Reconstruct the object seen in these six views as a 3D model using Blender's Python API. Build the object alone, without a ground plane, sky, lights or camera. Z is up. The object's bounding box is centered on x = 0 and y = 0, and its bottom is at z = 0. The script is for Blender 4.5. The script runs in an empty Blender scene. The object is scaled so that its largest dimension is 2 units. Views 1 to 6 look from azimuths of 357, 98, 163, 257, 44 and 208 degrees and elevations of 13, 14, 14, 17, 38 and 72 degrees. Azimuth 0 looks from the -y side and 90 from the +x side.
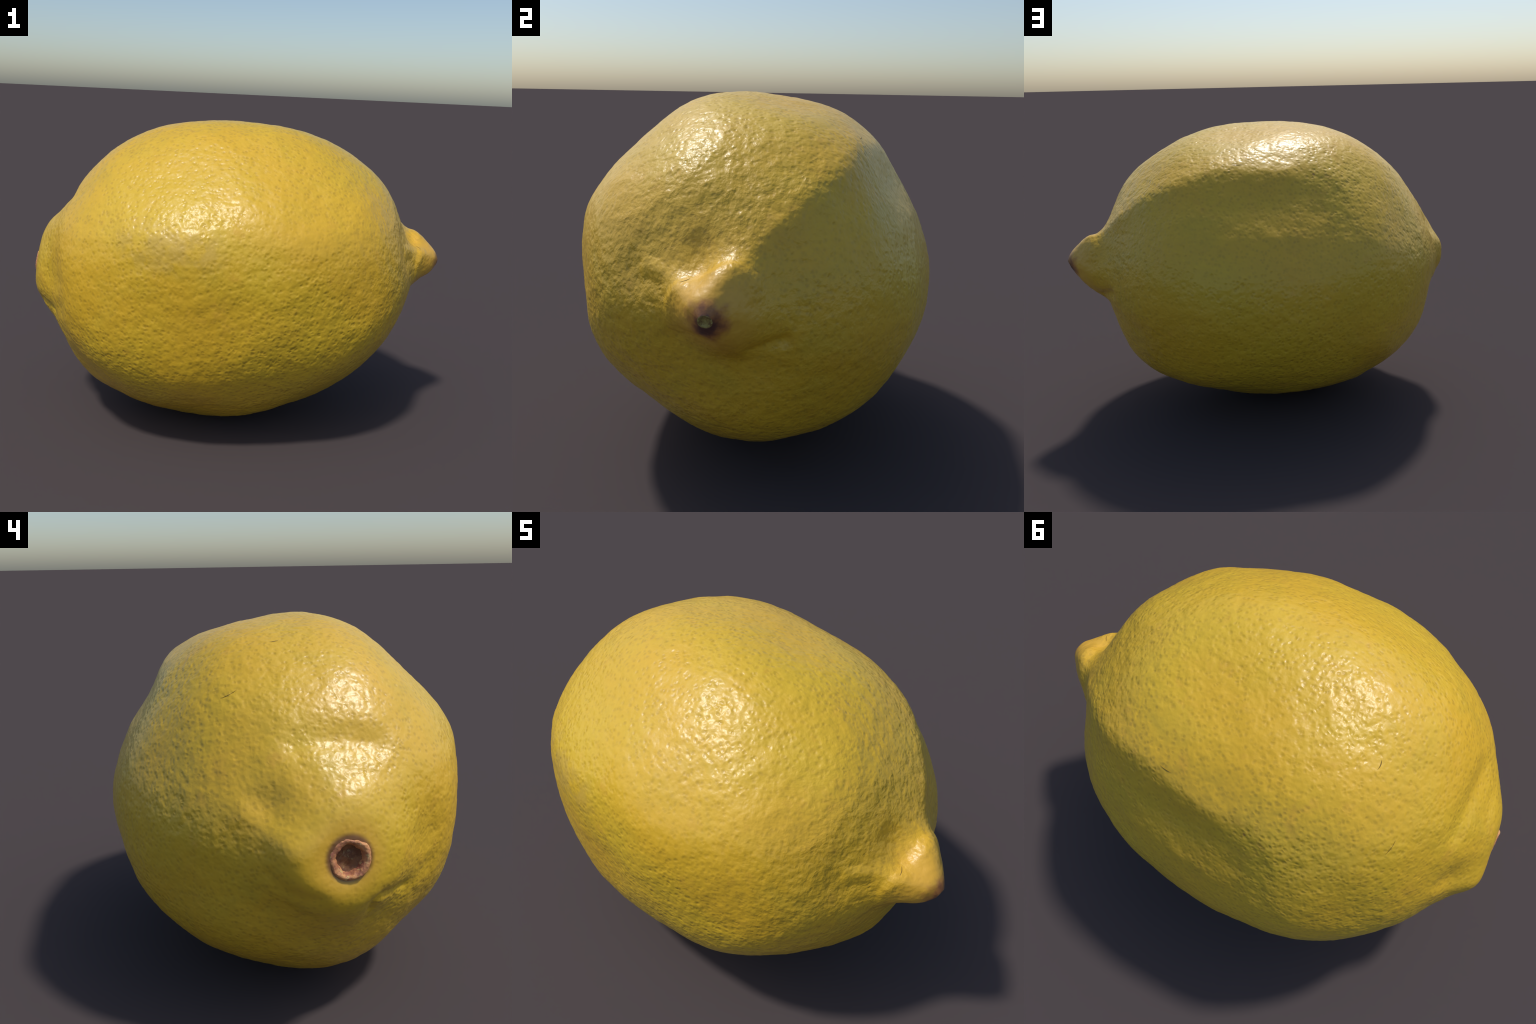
"""A single whole lemon lying on its side: lofted rind with a pointed nipple at
one end and a sunken stem scar with its calyx ring at the other."""
import bpy, math, random
import numpy as np
from mathutils import Vector, noise

random.seed(7)

# ---------------------------------------------------------------- shape
# The fruit is lofted through cross-sections strung on a slightly bent spine,
# from the stem end (-x) to the tip of the nipple (+x).  RADIUS is the mean
# radius of a section, LEAN_* tips its plane, FACETS are the 2..6-sided
# out-of-roundness of the sections (cosine row, sine row).
# <shape>
STATION_X = [-0.980, -0.983, -0.974, -0.932, -0.862, -0.760, -0.598, -0.403, -0.202, -0.002, 0.198, 0.404, 0.584, 0.725, 0.806, 0.848, 0.891, 0.930, 0.963, 0.990]
SPINE_Y = [-0.005, -0.005, -0.007, -0.012, -0.014, -0.015, -0.009, -0.003, -0.010, -0.014, -0.018, -0.013, -0.013, -0.004, 0.007, 0.008, 0.005, -0.001, -0.007, -0.011]
SPINE_Z = [0.755, 0.751, 0.743, 0.734, 0.724, 0.714, 0.725, 0.734, 0.740, 0.744, 0.750, 0.758, 0.759, 0.761, 0.763, 0.785, 0.798, 0.806, 0.810, 0.810]
RADIUS = [0.063, 0.101, 0.156, 0.221, 0.306, 0.453, 0.593, 0.682, 0.717, 0.716, 0.691, 0.632, 0.530, 0.378, 0.221, 0.165, 0.127, 0.094, 0.059, 0.019]
LEAN_Y = [0.000, -0.005, -0.012, -0.009, -0.004, -0.001, 0.001, 0.000, 0.000, 0.000, 0.000, 0.000, -0.001, -0.005, -0.005, -0.005, -0.002, 0.000, -0.002, -0.002]
LEAN_Z = [0.005, 0.014, 0.017, 0.008, 0.000, 0.001, 0.000, 0.000, 0.000, 0.000, 0.000, 0.000, 0.000, -0.006, 0.011, 0.029, 0.024, 0.014, 0.008, 0.008]
FACET_STATIONS = [0, 1, 2, 3, 4, 5, 6, 7, 8, 9, 10, 11, 12, 13, 14, 15, 16, 17, 18, 19]
FACETS = {
    2: ([0.006, 0.017, 0.019, 0.006, -0.005, -0.003, -0.008, -0.008, -0.009, -0.006, -0.003, 0.001, 0.005, 0.011, 0.026, 0.016, -0.006, -0.007, 0.005, 0.011],
        [-0.001, -0.010, -0.018, -0.020, -0.019, -0.022, -0.016, -0.010, -0.013, -0.017, -0.021, -0.021, -0.027, -0.031, -0.006, -0.005, -0.029, -0.033, -0.014, 0.009]),
    3: ([0.002, 0.022, 0.035, 0.027, 0.010, 0.008, 0.005, 0.005, 0.002, 0.009, 0.003, -0.006, -0.014, -0.019, -0.043, -0.050, -0.057, -0.047, -0.022, 0.002],
        [-0.001, -0.009, -0.019, -0.011, 0.019, 0.015, 0.000, 0.000, 0.002, -0.005, -0.003, -0.007, 0.008, 0.008, -0.003, -0.018, -0.023, -0.023, -0.017, -0.004]),
    4: ([-0.001, 0.008, 0.022, 0.026, 0.010, 0.005, 0.004, 0.007, 0.006, 0.000, 0.004, 0.001, 0.006, 0.030, 0.025, 0.016, 0.016, 0.016, 0.006, -0.003],
        [0.000, 0.002, 0.004, 0.004, -0.001, -0.007, -0.002, -0.005, -0.007, -0.011, -0.008, -0.007, 0.008, 0.010, -0.020, -0.032, -0.015, 0.000, 0.001, 0.000]),
    5: ([0.000, 0.003, 0.006, 0.005, 0.014, -0.003, 0.000, 0.006, 0.003, 0.003, 0.001, 0.004, 0.007, 0.007, 0.018, 0.005, 0.014, 0.009, 0.003, 0.000],
        [0.000, 0.001, 0.002, -0.004, -0.014, 0.001, -0.005, -0.001, -0.002, -0.001, -0.003, -0.006, -0.005, -0.013, -0.014, -0.005, -0.001, -0.001, -0.002, 0.000]),
    6: ([0.000, 0.000, 0.000, -0.003, -0.001, -0.003, -0.004, -0.005, -0.003, 0.003, 0.001, -0.002, -0.002, 0.006, 0.004, 0.001, 0.001, 0.000, -0.002, 0.000],
        [0.000, 0.001, 0.002, 0.000, 0.006, 0.012, 0.003, -0.005, -0.004, -0.005, -0.008, -0.001, -0.001, -0.004, 0.009, 0.003, 0.001, 0.001, 0.002, 0.000]),
    7: ([0.000, 0.000, 0.000, 0.001, 0.003, 0.005, 0.010, 0.006, 0.012, 0.010, 0.010, 0.013, 0.009, 0.000, -0.001, 0.004, -0.002, 0.001, 0.001, 0.000],
        [0.000, 0.000, 0.002, 0.000, 0.002, 0.004, 0.007, 0.006, 0.009, 0.001, 0.006, 0.003, -0.001, 0.005, 0.000, 0.002, -0.002, 0.000, 0.001, 0.000]),
    8: ([0.000, 0.000, 0.000, -0.002, 0.002, -0.004, 0.001, -0.005, -0.001, -0.004, -0.002, 0.001, -0.002, -0.002, 0.001, 0.000, -0.002, -0.001, 0.000, 0.000],
        [0.000, 0.000, 0.001, 0.001, 0.000, 0.002, 0.001, 0.001, -0.001, 0.002, 0.005, -0.002, 0.005, 0.002, -0.001, 0.000, 0.000, -0.001, -0.001, 0.000]),
}
# </shape>

# hollows and swellings pressed into the skin:
# (centre, half-lengths along x / y / z, depth: + pushes inward)
DENTS = [
    ((-0.84, 0.24, 0.905), (0.08, 0.07, 0.07), 0.014),    # hollow beside the stem collar
    ((-0.82, -0.36, 0.74), (0.09, 0.08, 0.10), 0.010),
    ((0.77, -0.28, 0.89), (0.10, 0.10, 0.11), 0.012),     # valley beside the nipple
    ((0.677, 0.312, 0.555), (0.05, 0.05, 0.03), 0.008),
]
# creases and ridges: (points along it, half-width, depth: + is a groove, - a ridge)
CREASES = [
    # long ridge running from the nipple over the shaded shoulder, hollow below it
    ([(0.72, 0.19, 1.07), (0.50, 0.335, 1.205), (0.30, 0.40, 1.275), (0.0, 0.47, 1.262)], 0.06, -0.010),
    ([(0.55, 0.38, 1.13), (0.38, 0.48, 1.15), (0.09, 0.535, 1.145), (-0.10, 0.566, 1.134)], 0.08, 0.007),
    ([(0.35, 0.566, 1.0), (0.14, 0.59, 1.0), (-0.09, 0.63, 1.0)], 0.05, -0.004),
    # faint shoulder along the sunny flank
    ([(-0.50, -0.62, 1.01), (-0.1, -0.69, 1.03), (0.3, -0.65, 1.03)], 0.07, -0.004),
    # folds round the stem end
    ([(-0.80, 0.12, 1.11), (-0.80, -0.05, 1.11), (-0.80, -0.16, 1.085)], 0.055, 0.016),
    ([(-0.80, 0.29, 0.88), (-0.864, 0.255, 0.847), (-0.947, 0.19, 0.80)], 0.045, -0.010),
    ([(-0.80, -0.37, 0.615), (-0.864, -0.254, 0.58), (-0.956, -0.137, 0.60), (-0.961, -0.102, 0.573), (-0.90, -0.106, 0.493)], 0.042, 0.007),
    ([(-0.86, -0.255, 0.58), (-0.956, -0.137, 0.60), (-0.961, -0.102, 0.573), (-0.93, -0.104, 0.53)], 0.018, 0.009),
    ([(-0.914, 0.246, 0.69), (-0.949, 0.191, 0.643), (-0.987, 0.107, 0.623)], 0.035, 0.008),
    # shoulders, valley and pleats of the nipple
    ([(0.765, -0.25, 0.91), (0.80, -0.20, 0.905), (0.867, -0.13, 0.882), (0.95, -0.055, 0.855)], 0.035, -0.011),
    ([(0.76, 0.16, 1.044), (0.83, 0.086, 0.98), (0.918, 0.024, 0.932), (0.97, -0.005, 0.86)], 0.04, -0.006),
    ([(0.79, -0.075, 0.985), (0.86, -0.06, 0.93)], 0.045, 0.012),
    ([(0.84, 0.10, 0.680), (0.825, 0.15, 0.694), (0.808, 0.205, 0.703)], 0.022, 0.012),
    ([(0.83, -0.156, 0.701), (0.886, -0.086, 0.726), (0.92, -0.03, 0.728)], 0.035, 0.007),
    ([(0.763, 0.205, 0.60), (0.71, 0.246, 0.54), (0.672, 0.285, 0.498)], 0.025, 0.006),
]

RINGS, SEGMENTS = 620, 900


def natural_spline(x, xs, ys):
    """Natural cubic spline through (xs, ys); ys has one column per channel."""
    n = len(xs); h = np.diff(xs)
    A = np.zeros((n, n)); B = np.zeros((n, ys.shape[1]))
    A[0, 0] = A[-1, -1] = 1
    for i in range(1, n - 1):
        A[i, i - 1] = h[i - 1]; A[i, i] = 2 * (h[i - 1] + h[i]); A[i, i + 1] = h[i]
        B[i] = 6 * ((ys[i + 1] - ys[i]) / h[i] - (ys[i] - ys[i - 1]) / h[i - 1])
    M = np.linalg.solve(A, B)
    j = np.clip(np.searchsorted(xs, x) - 1, 0, n - 2)
    t = (x - xs[j])[:, None]; w = h[j][:, None]; s = w - t
    return ((M[j] * s**3 + M[j + 1] * t**3) / (6 * w)
            + (ys[j] / w - M[j] * w / 6) * s + (ys[j + 1] / w - M[j + 1] * w / 6) * t)


def loft(u, theta):
    stations = np.arange(len(STATION_X), dtype=float)
    S = natural_spline(u, stations, np.array([STATION_X, SPINE_Y, SPINE_Z, RADIUS, LEAN_Y, LEAN_Z]).T)
    rows = np.array([r for k in sorted(FACETS) for r in FACETS[k]]).T
    H = natural_spline(u, np.array(FACET_STATIONS, dtype=float), rows)
    x, cy, cz, R, ly, lz = [c[:, None] for c in S.T]
    R = np.maximum(R, 0.0005)
    f = np.ones((len(u), len(theta)))
    for i, k in enumerate(sorted(FACETS)):
        f = f + H[:, 2 * i:2 * i + 1] * np.cos(k * theta) + H[:, 2 * i + 1:2 * i + 2] * np.sin(k * theta)
    c, s = np.cos(theta), np.sin(theta)
    return np.stack([x + ly * c + lz * s, cy + R * f * c, cz + R * f * s], -1)


def grid_normals(P):
    du = np.gradient(P, axis=0)
    dt = (np.roll(P, -1, 1) - np.roll(P, 1, 1)) * 0.5
    N = np.cross(dt, du)
    N /= np.maximum(np.linalg.norm(N, axis=-1, keepdims=True), 1e-12)
    return N


def even_rings(count):
    """Ring parameters spaced evenly along the skin."""
    u = np.linspace(0, len(STATION_X) - 1, 3000)
    P = loft(u, np.arange(0, 2 * math.pi, math.pi / 4))
    d = np.linalg.norm(np.diff(P, axis=0), axis=-1).mean(1)
    s = np.concatenate([[0], np.cumsum(d)])
    return np.interp(np.linspace(0, s[-1], count), s, u)


def segment_distance(P, a, b):
    a, b = np.array(a), np.array(b)
    ab = b - a
    t = np.clip(((P - a) @ ab) / (ab @ ab), 0, 1)
    return np.linalg.norm(P - a - t[..., None] * ab, axis=-1)


def fractal(P, scale, octaves, seed):
    off = Vector((seed * 3.1, seed * 7.7, seed * 1.3))
    flat = P.reshape(-1, 3) * scale
    out = np.empty(len(flat))
    for i, q in enumerate(flat):
        out[i] = noise.fractal(Vector(q) + off, 0.7, 2.1, octaves)
    return out.reshape(P.shape[:-1])


def build_skin():
    theta = np.arange(SEGMENTS) * 2 * math.pi / SEGMENTS
    P = loft(even_rings(RINGS), theta)
    N = grid_normals(P)
    push = np.zeros(P.shape[:2])
    for centre, half, depth in DENTS:
        q = (P - np.array(centre)) / np.array(half)
        push -= depth * np.exp(-(q**2).sum(-1))
    for pts, width, depth in CREASES:
        d = np.min([segment_distance(P, a, b) for a, b in zip(pts[:-1], pts[1:])], axis=0)
        push -= depth * np.exp(-(d / width)**2)
    # fade relief at the stem scar and at the very tip
    ends = np.clip((P[..., 0] + 1.02) / 0.10, 0, 1) * np.clip((1.0 - P[..., 0]) / 0.05, 0, 1)
    push += ends * (0.0035 * fractal(P, 5.0, 2, 1) + 0.0018 * fractal(P, 16.0, 3, 2))
    P = P + N * push[..., None]
    P[..., 2] -= P[..., 2].min()
    # the skin curls inward under the calyx, and dips into a small pit at the tip
    rim = P[0]; mid = rim.mean(0)
    curl = [mid + (rim - mid) * k + np.array([d, 0, 0]) for k, d in ((0.80, 0.035), (0.86, 0.022), (0.92, 0.012), (0.97, 0.004))]
    P = np.concatenate([np.array(curl), P])
    return P, grid_normals(P)


def stem_axis(P):
    """Centre and outward frame of the stem scar."""
    rim = P[4]; mid = rim.mean(0)
    seg = len(rim)
    n = np.cross(rim[0] - mid, rim[seg // 4] - mid)
    n = -n / np.linalg.norm(n)
    if n[0] > 0:
        n = -n
    n = n + np.array([0, 0.06, 0.10]); n /= np.linalg.norm(n)
    a = np.cross([0, 0, 1.0], n); a /= np.linalg.norm(a)
    return mid, n, a, np.cross(n, a)


def lathe(name, frame, profile, wobble, seed, segs=128, cap=True):
    """Turn (radius, height) points round the frame, with an uneven radius and height."""
    mid, n, a, b = frame
    th = np.arange(segs) * 2 * math.pi / segs
    prof = natural_spline(np.linspace(0, len(profile) - 1, len(profile) * 6), np.arange(len(profile), dtype=float), np.array(profile))
    P = np.zeros((len(prof), segs, 3))
    for i, (r, h) in enumerate(prof):
        for j, t in enumerate(th):
            w = noise.fractal(Vector((math.cos(t) * 1.3 + seed, math.sin(t) * 1.3, r * 30)), 0.8, 2.0, 4)
            v = noise.fractal(Vector((math.cos(t) * 2.2 - seed, math.sin(t) * 2.2, r * 40 + 5)), 0.8, 2.0, 4)
            q = max(r + wobble * w, 0.0008)
            P[i, j] = mid + n * (h + wobble * 0.5 * v) + a * q * math.cos(t) + b * q * math.sin(t)
    du = np.gradient(P, axis=0); dt = np.roll(P, -1, 1) - np.roll(P, 1, 1)
    N = np.cross(dt, du); N /= np.maximum(np.linalg.norm(N, axis=-1, keepdims=True), 1e-12)
    end = (P[-1].mean(0), n) if cap else None
    return mesh_from_grid(name, P, N, end)


def fibre(name, start, end, normal, width=0.0012):
    """A short dry sliver lying on the skin."""
    s, e, n = np.array(start), np.array(end), np.array(normal)
    n = n / np.linalg.norm(n)
    side = np.cross(e - s, n); side /= np.linalg.norm(side)
    verts = []
    for i in range(9):
        t = i / 8
        c = s + (e - s) * t + side * 0.004 * math.sin(math.pi * t) + n * 0.0022
        w = width * math.sin(math.pi * (0.04 + 0.92 * t))
        for ang in range(6):
            x, y = math.cos(ang * math.pi / 3), math.sin(ang * math.pi / 3)
            verts.append((c + side * w * x + n * w * 0.5 * y).tolist())
    faces = [[i * 6 + j, i * 6 + (j + 1) % 6, i * 6 + 6 + (j + 1) % 6, i * 6 + 6 + j] for i in range(8) for j in range(6)]
    faces += [list(range(6))[::-1], list(range(48, 54))]
    me = bpy.data.meshes.new(name); me.from_pydata(verts, [], faces); me.shade_smooth()
    ob = bpy.data.objects.new(name, me)
    bpy.context.scene.collection.objects.link(ob)
    return ob


def mesh_from_grid(name, P, N, close_end=None):
    """Rows of rings -> quads; optional pole point after the last ring."""
    rings, segs = P.shape[:2]
    verts = P.reshape(-1, 3); norms = N.reshape(-1, 3)
    i = np.arange(rings - 1)[:, None] * segs; j = np.arange(segs)[None]
    k = (np.arange(segs) + 1) % segs
    quads = np.stack([i + j, i + k[None], i + segs + k[None], i + segs + j], -1).reshape(-1, 4)
    faces = quads.tolist()
    verts = verts.tolist(); norms = norms.tolist()
    if close_end is not None:
        tip = len(verts); base = (rings - 1) * segs
        verts.append(list(close_end[0])); norms.append(list(close_end[1]))
        faces += [[base + a, base + (a + 1) % segs, tip] for a in range(segs)]
    me = bpy.data.meshes.new(name)
    me.from_pydata(verts, [], faces)
    me.shade_smooth()
    me.update()
    me.normals_split_custom_set_from_vertices(norms)
    ob = bpy.data.objects.new(name, me)
    bpy.context.scene.collection.objects.link(ob)
    return ob


# ---------------------------------------------------------------- materials
class Nodes:
    def __init__(self, name):
        self.mat = bpy.data.materials.new(name)
        self.mat.use_nodes = True
        self.t = self.mat.node_tree
        self.bsdf = self.t.nodes['Principled BSDF']
        self.obj = self.t.nodes.new('ShaderNodeTexCoord').outputs['Object']

    def node(self, kind, **props):
        n = self.t.nodes.new(kind)
        for k, v in props.items():
            setattr(n, k, v)
        return n

    def put(self, socket, value):
        if isinstance(value, bpy.types.NodeSocket):
            self.t.links.new(value, socket)
        else:
            socket.default_value = value

    def noise(self, scale, detail=3, rough=0.55, vec=None, distortion=0.0):
        n = self.node('ShaderNodeTexNoise')
        self.put(n.inputs['Vector'], vec or self.obj)
        self.put(n.inputs['Scale'], scale); self.put(n.inputs['Detail'], detail)
        self.put(n.inputs['Roughness'], rough); self.put(n.inputs['Distortion'], distortion)
        return n.outputs['Fac']

    def voronoi(self, scale, feature='F1', vec=None, smooth=None, random=1.0):
        n = self.node('ShaderNodeTexVoronoi', feature=feature)
        self.put(n.inputs['Vector'], vec or self.obj); self.put(n.inputs['Scale'], scale)
        self.put(n.inputs['Randomness'], random)
        if smooth is not None:
            self.put(n.inputs['Smoothness'], smooth)
        return n.outputs['Distance']

    def ramp(self, fac, lo, hi, a=0.0, b=1.0):
        n = self.node('ShaderNodeMapRange', interpolation_type='SMOOTHSTEP')
        self.put(n.inputs['Value'], fac); self.put(n.inputs['From Min'], lo); self.put(n.inputs['From Max'], hi)
        self.put(n.inputs['To Min'], a); self.put(n.inputs['To Max'], b)
        return n.outputs['Result']

    def math(self, op, a, b=0.0, c=None):
        n = self.node('ShaderNodeMath', operation=op)
        self.put(n.inputs[0], a); self.put(n.inputs[1], b)
        if c is not None:
            self.put(n.inputs[2], c)
        return n.outputs[0]

    def mix(self, fac, a, b, blend='MIX'):
        n = self.node('ShaderNodeMix', data_type='RGBA', blend_type=blend)
        self.put(n.inputs['Factor'], fac)
        for s, v in ((n.inputs[6], a), (n.inputs[7], b)):
            self.put(s, v if isinstance(v, bpy.types.NodeSocket) else (*v, 1.0))
        return n.outputs[2]

    def distance(self, centre, stretch=(1, 1, 1)):
        m = self.node('ShaderNodeVectorMath', operation='SUBTRACT')
        self.put(m.inputs[0], self.obj); m.inputs[1].default_value = centre
        s = self.node('ShaderNodeVectorMath', operation='MULTIPLY')
        self.put(s.inputs[0], m.outputs[0]); s.inputs[1].default_value = stretch
        l = self.node('ShaderNodeVectorMath', operation='LENGTH')
        self.put(l.inputs[0], s.outputs[0])
        return l.outputs['Value']

    def warped(self, scale, amount):
        n = self.node('ShaderNodeTexNoise')
        self.put(n.inputs['Vector'], self.obj); self.put(n.inputs['Scale'], scale)
        v = self.node('ShaderNodeVectorMath', operation='MULTIPLY_ADD')
        self.put(v.inputs[0], n.outputs['Color']); v.inputs[1].default_value = (amount,) * 3
        self.put(v.inputs[2], self.obj)
        return v.outputs[0]

    def bump(self, height, strength, distance, normal=None):
        n = self.node('ShaderNodeBump')
        self.put(n.inputs['Height'], height); self.put(n.inputs['Strength'], strength)
        self.put(n.inputs['Distance'], distance)
        if normal is not None:
            self.put(n.inputs['Normal'], normal)
        return n.outputs['Normal']


TIP = (0.985, -0.008, 0.806)
STEM = (-0.985, -0.004, 0.757)


def rind_material():
    m = Nodes('lemon_rind')
    tip = m.distance(TIP)
    stem = m.distance(STEM)
    # two offset sets of glands fill each other's gaps
    shifted = m.node('ShaderNodeVectorMath', operation='ADD')
    m.put(shifted.inputs[0], m.warped(21, 0.016)); shifted.inputs[1].default_value = (3.37, 1.71, 5.13)
    pore = m.math('SMOOTH_MIN', m.voronoi(37, 'F1', m.warped(24, 0.016), random=0.9),
                  m.voronoi(41, 'F1', shifted.outputs[0], random=0.9), 0.12)
    pit = m.ramp(pore, 0.0, 0.46, 1.0, 0.0)            # oil glands
    dot = m.ramp(pore, 0.02, 0.42, 1.0, 0.0)
    broad = m.noise(1.7, 3)
    blotch = m.noise(5.0, 4)
    fine = m.noise(70, 4, 0.6)
    swell = m.noise(34, 1.5, 0.45, m.warped(9, 0.03))
    col = m.mix(m.ramp(broad, 0.35, 0.68), (0.730, 0.430, 0.017), (0.695, 0.455, 0.019))
    col = m.mix(m.ramp(blotch, 0.45, 0.75, 0.0, 0.30), col, (0.755, 0.445, 0.026))
    col = m.mix(m.ramp(m.noise(4.0, 5, 0.6, m.warped(3, 0.3)), 0.52, 0.74, 0.0, 0.40), col, (0.56, 0.395, 0.026))
    col = m.mix(m.ramp(m.noise(9.0, 5, 0.7), 0.56, 0.74, 0.0, 0.40), col, (0.70, 0.36, 0.035))
    gland = m.ramp(m.noise(2.6, 3), 0.35, 0.65, 0.22, 0.50)
    col = m.mix(m.math('MULTIPLY', dot, gland), col, (0.43, 0.25, 0.017))
    col = m.mix(m.ramp(m.noise(40, 3, 0.55), 0.52, 0.74, 0.0, 0.28), col, (0.53, 0.33, 0.022))
    # dull scuffed patch on one flank
    scuff = m.math('MULTIPLY', m.ramp(m.distance((-0.30, -0.67, 0.98), (1.0, 1.0, 2.6)), 0.12, 0.36, 1.0, 0.0),
                   m.ramp(m.noise(11, 5, 0.65), 0.42, 0.60))
    col = m.mix(m.math('MULTIPLY', scuff, 0.45), col, (0.50, 0.33, 0.07))
    # warmer, orange skin on the nipple and round the stem scar
    warm = m.math('MAXIMUM', m.ramp(tip, 0.09, 0.24, 0.75, 0.0), m.ramp(stem, 0.08, 0.17, 0.6, 0.0))
    col = m.mix(warm, col, (0.74, 0.40, 0.04))
    # withered purple-brown skin round the style scar
    edge = m.math('ADD', m.distance((0.985, -0.006, 0.798)), m.math('MULTIPLY', m.math('SUBTRACT', m.noise(22, 3), 0.5), 0.09))
    col = m.mix(m.ramp(edge, 0.040, 0.098, 0.8, 0.0), col, (0.36, 0.11, 0.04))
    col = m.mix(m.ramp(edge, 0.020, 0.062, 0.92, 0.0), col, (0.065, 0.018, 0.020))
    col = m.mix(m.ramp(stem, 0.070, 0.092, 0.9, 0.0), col, (0.16, 0.060, 0.028))
    # scattered brown specks
    speck = m.ramp(m.voronoi(3.2, 'F1', m.warped(30, 0.01)), 0.014, 0.030, 0.7, 0.0)
    col = m.mix(speck, col, (0.22, 0.075, 0.02))
    m.put(m.bsdf.inputs['Base Color'], col)
    # waxy skin: a soft broad gloss with a tighter wax coat over it
    m.put(m.bsdf.inputs['Roughness'], m.ramp(fine, 0.3, 0.7, 0.50, 0.58))
    m.put(m.bsdf.inputs['Specular IOR Level'], 0.5)
    m.put(m.bsdf.inputs['Coat Weight'], 0.45)
    m.put(m.bsdf.inputs['Coat Roughness'], 0.30)
    # relief fades on the stretched skin of the collar and the nipple,
    # and coarsens on the shoulder below the nipple
    calm = m.math('MULTIPLY', m.ramp(stem, 0.10, 0.34, 0.35, 1.0), m.ramp(tip, 0.10, 0.22, 0.35, 1.0))
    coarse = m.ramp(tip, 0.45, 0.95, 1.0, 0.0)
    amount = m.math('MULTIPLY', calm, m.ramp(m.noise(1.6, 2), 0.35, 0.65, 0.55, 1.1))
    n1 = m.bump(m.math('SUBTRACT', 1.0, pit), m.math('MULTIPLY', amount, 0.30), 0.0055)
    n2 = m.bump(swell, m.math('MULTIPLY', amount, 0.36), 0.012, n1)
    n3 = m.bump(m.noise(22, 3, 0.55, m.warped(8, 0.05)), m.math('MULTIPLY', calm, m.math('MULTIPLY_ADD', coarse, 0.40, 0.12)), 0.016, n2)
    m.put(m.bsdf.inputs['Normal'], n3)
    m.put(m.bsdf.inputs['Coat Normal'], n3)
    return m.mat


def bark_material(name, dark, mid, pale, scale, rough=0.65):
    """Dry woody tissue streaked with paler fibres."""
    m = Nodes(name)
    col = m.mix(m.ramp(m.noise(scale, 4, 0.65), 0.36, 0.62), dark, mid)
    col = m.mix(m.ramp(m.noise(scale * 1.7, 3, 0.6, m.warped(20, 0.05)), 0.55, 0.70), col, pale)
    m.put(m.bsdf.inputs['Base Color'], col)
    m.put(m.bsdf.inputs['Roughness'], rough)
    m.put(m.bsdf.inputs['Normal'], m.bump(m.noise(scale * 2, 4, 0.6), 0.6, 0.004))
    return m.mat


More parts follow.
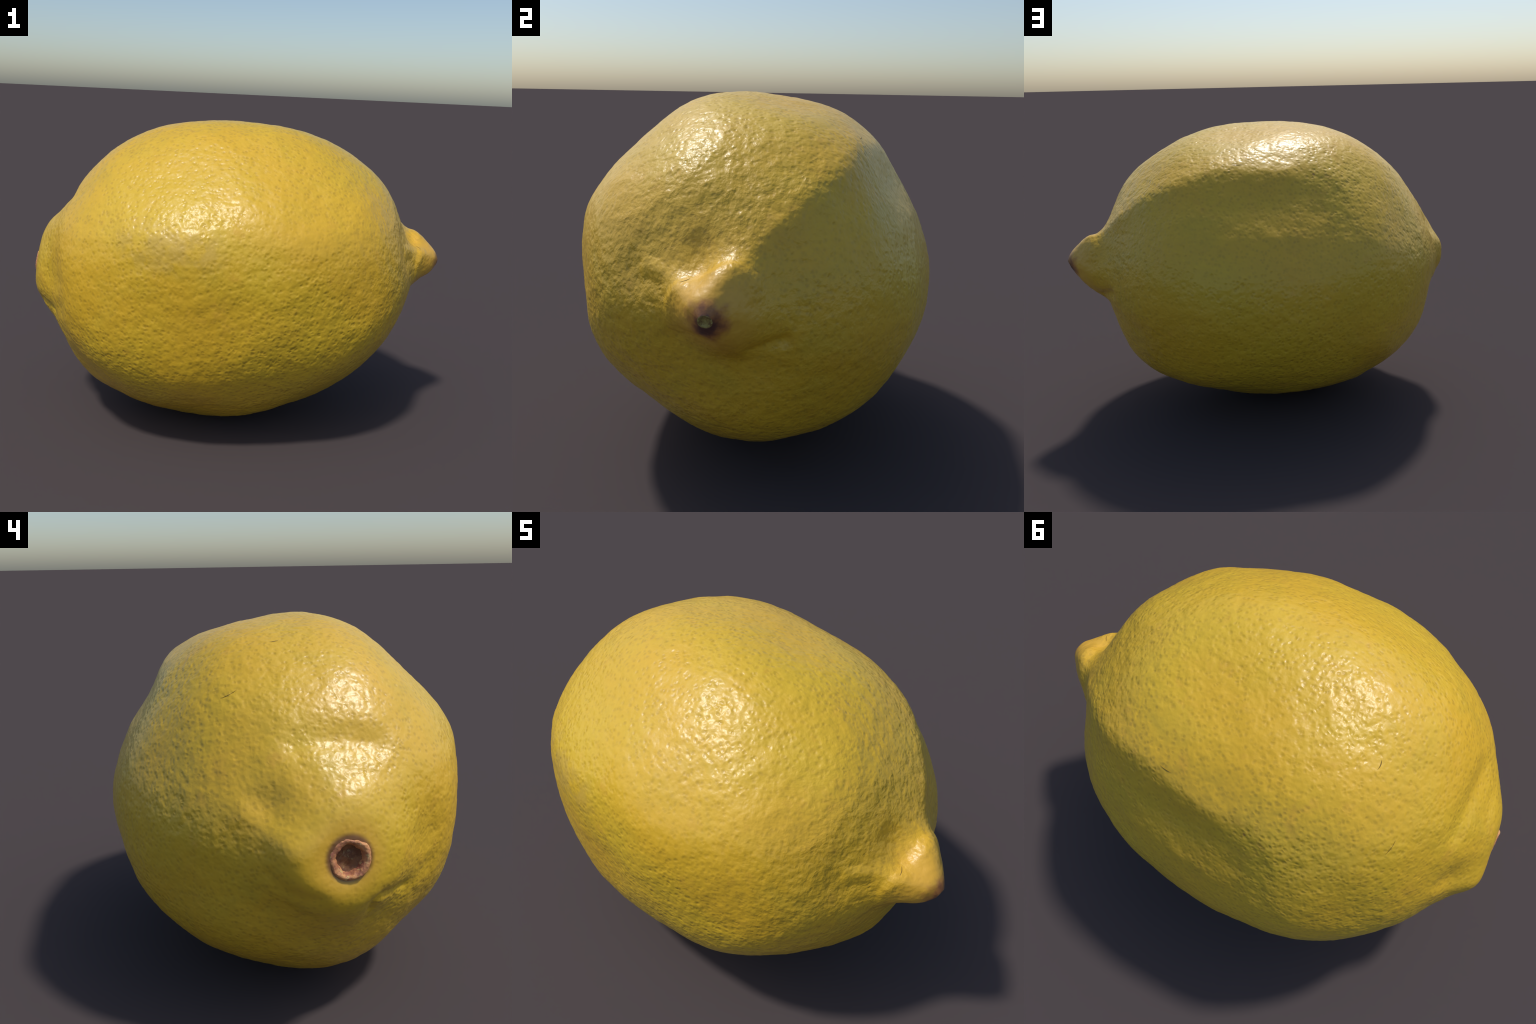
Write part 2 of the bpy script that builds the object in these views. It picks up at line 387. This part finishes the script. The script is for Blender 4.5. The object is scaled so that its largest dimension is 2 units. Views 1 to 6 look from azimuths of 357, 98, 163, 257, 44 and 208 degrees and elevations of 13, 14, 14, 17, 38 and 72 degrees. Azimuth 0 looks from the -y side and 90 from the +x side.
def main():
    P, N = build_skin()
    rind_mat = rind_material()
    fruit = bpy.data.objects.new('lemon', None)
    bpy.context.scene.collection.objects.link(fruit)
    fruit['label'] = 'ripe yellow lemon with dimpled rind and pointed nipple'
    fruit['category'] = 'lemon'
    mean_x = P[..., 0].mean(1)
    cut = int(np.argmax(mean_x > 0.86))
    size = np.linalg.norm(P - P.mean(1, keepdims=True), axis=-1).mean(1)
    scar = min(len(P) - int(np.argmax(size[::-1] > 0.016)), len(P) - 2)
    rind = mesh_from_grid('rind', P[:cut + 1], N[:cut + 1])
    nipple = mesh_from_grid('nipple', P[cut:scar + 1], N[cut:scar + 1])
    # blunt, slightly hollow style scar closing the tip
    rim = P[scar]; mid = rim.mean(0)
    rings = np.array([mid + (rim - mid) * k + np.array([d, 0, 0]) for k, d in
                      ((1.0, 0.0), (0.92, 0.001), (0.82, 0.001), (0.68, -0.001), (0.5, -0.005), (0.25, -0.006))])
    style = mesh_from_grid('style_scar', rings, grid_normals(rings), (mid + np.array([-0.006, 0, 0]), (1, 0, 0)))
    frame = stem_axis(P)
    calyx = lathe('calyx', frame, [(0.066, -0.022), (0.072, -0.005), (0.068, 0.006), (0.060, 0.008), (0.052, 0.004),
                                   (0.047, -0.005), (0.043, -0.016), (0.039, -0.028)], 0.005, 3.0, cap=False)
    pit = lathe('stem_scar', frame, [(0.047, -0.017), (0.038, -0.021), (0.025, -0.024), (0.012, -0.022), (0.002, -0.021)], 0.002, 8.0)
    calyx_mat = bark_material('dry_calyx', (0.34, 0.12, 0.065), (0.64, 0.29, 0.11), (0.62, 0.44, 0.17), 30)
    scar_mat = bark_material('stem_scar_tissue', (0.13, 0.045, 0.014), (0.22, 0.090, 0.028), (0.30, 0.20, 0.08), 34)
    style_mat = bark_material('style_scar_tissue', (0.20, 0.12, 0.04), (0.42, 0.34, 0.10), (0.46, 0.40, 0.15), 60)
    fibre_mat = bark_material('dry_fibre', (0.12, 0.07, 0.012), (0.20, 0.12, 0.02), (0.30, 0.18, 0.03), 50)
    flat = P.reshape(-1, 3); flatn = N.reshape(-1, 3)
    fibres = []
    for s, e in (((0.876, -0.115, 0.889), (0.865, -0.085, 0.913)), ((-0.566, 0.315, 1.202), (-0.574, 0.265, 1.228)),
                 ((-0.439, 0.122, 1.390), (-0.439, 0.086, 1.398)), ((0.243, 0.394, 1.298), (0.190, 0.404, 1.299))):
        i = int(np.argmin(((flat - s)**2).sum(-1))); k = int(np.argmin(((flat - e)**2).sum(-1)))
        fibres.append(fibre('fibre', flat[i], flat[k], flatn[i]))
    for ob, mat in ((rind, rind_mat), (nipple, rind_mat), (style, style_mat), (calyx, calyx_mat), (pit, scar_mat)):
        ob.data.materials.append(mat)
    for ob in fibres:
        ob.data.materials.append(fibre_mat)
    for ob in (rind, nipple, calyx, *fibres):
        ob.parent = fruit
    style.parent = nipple
    pit.parent = calyx


main()
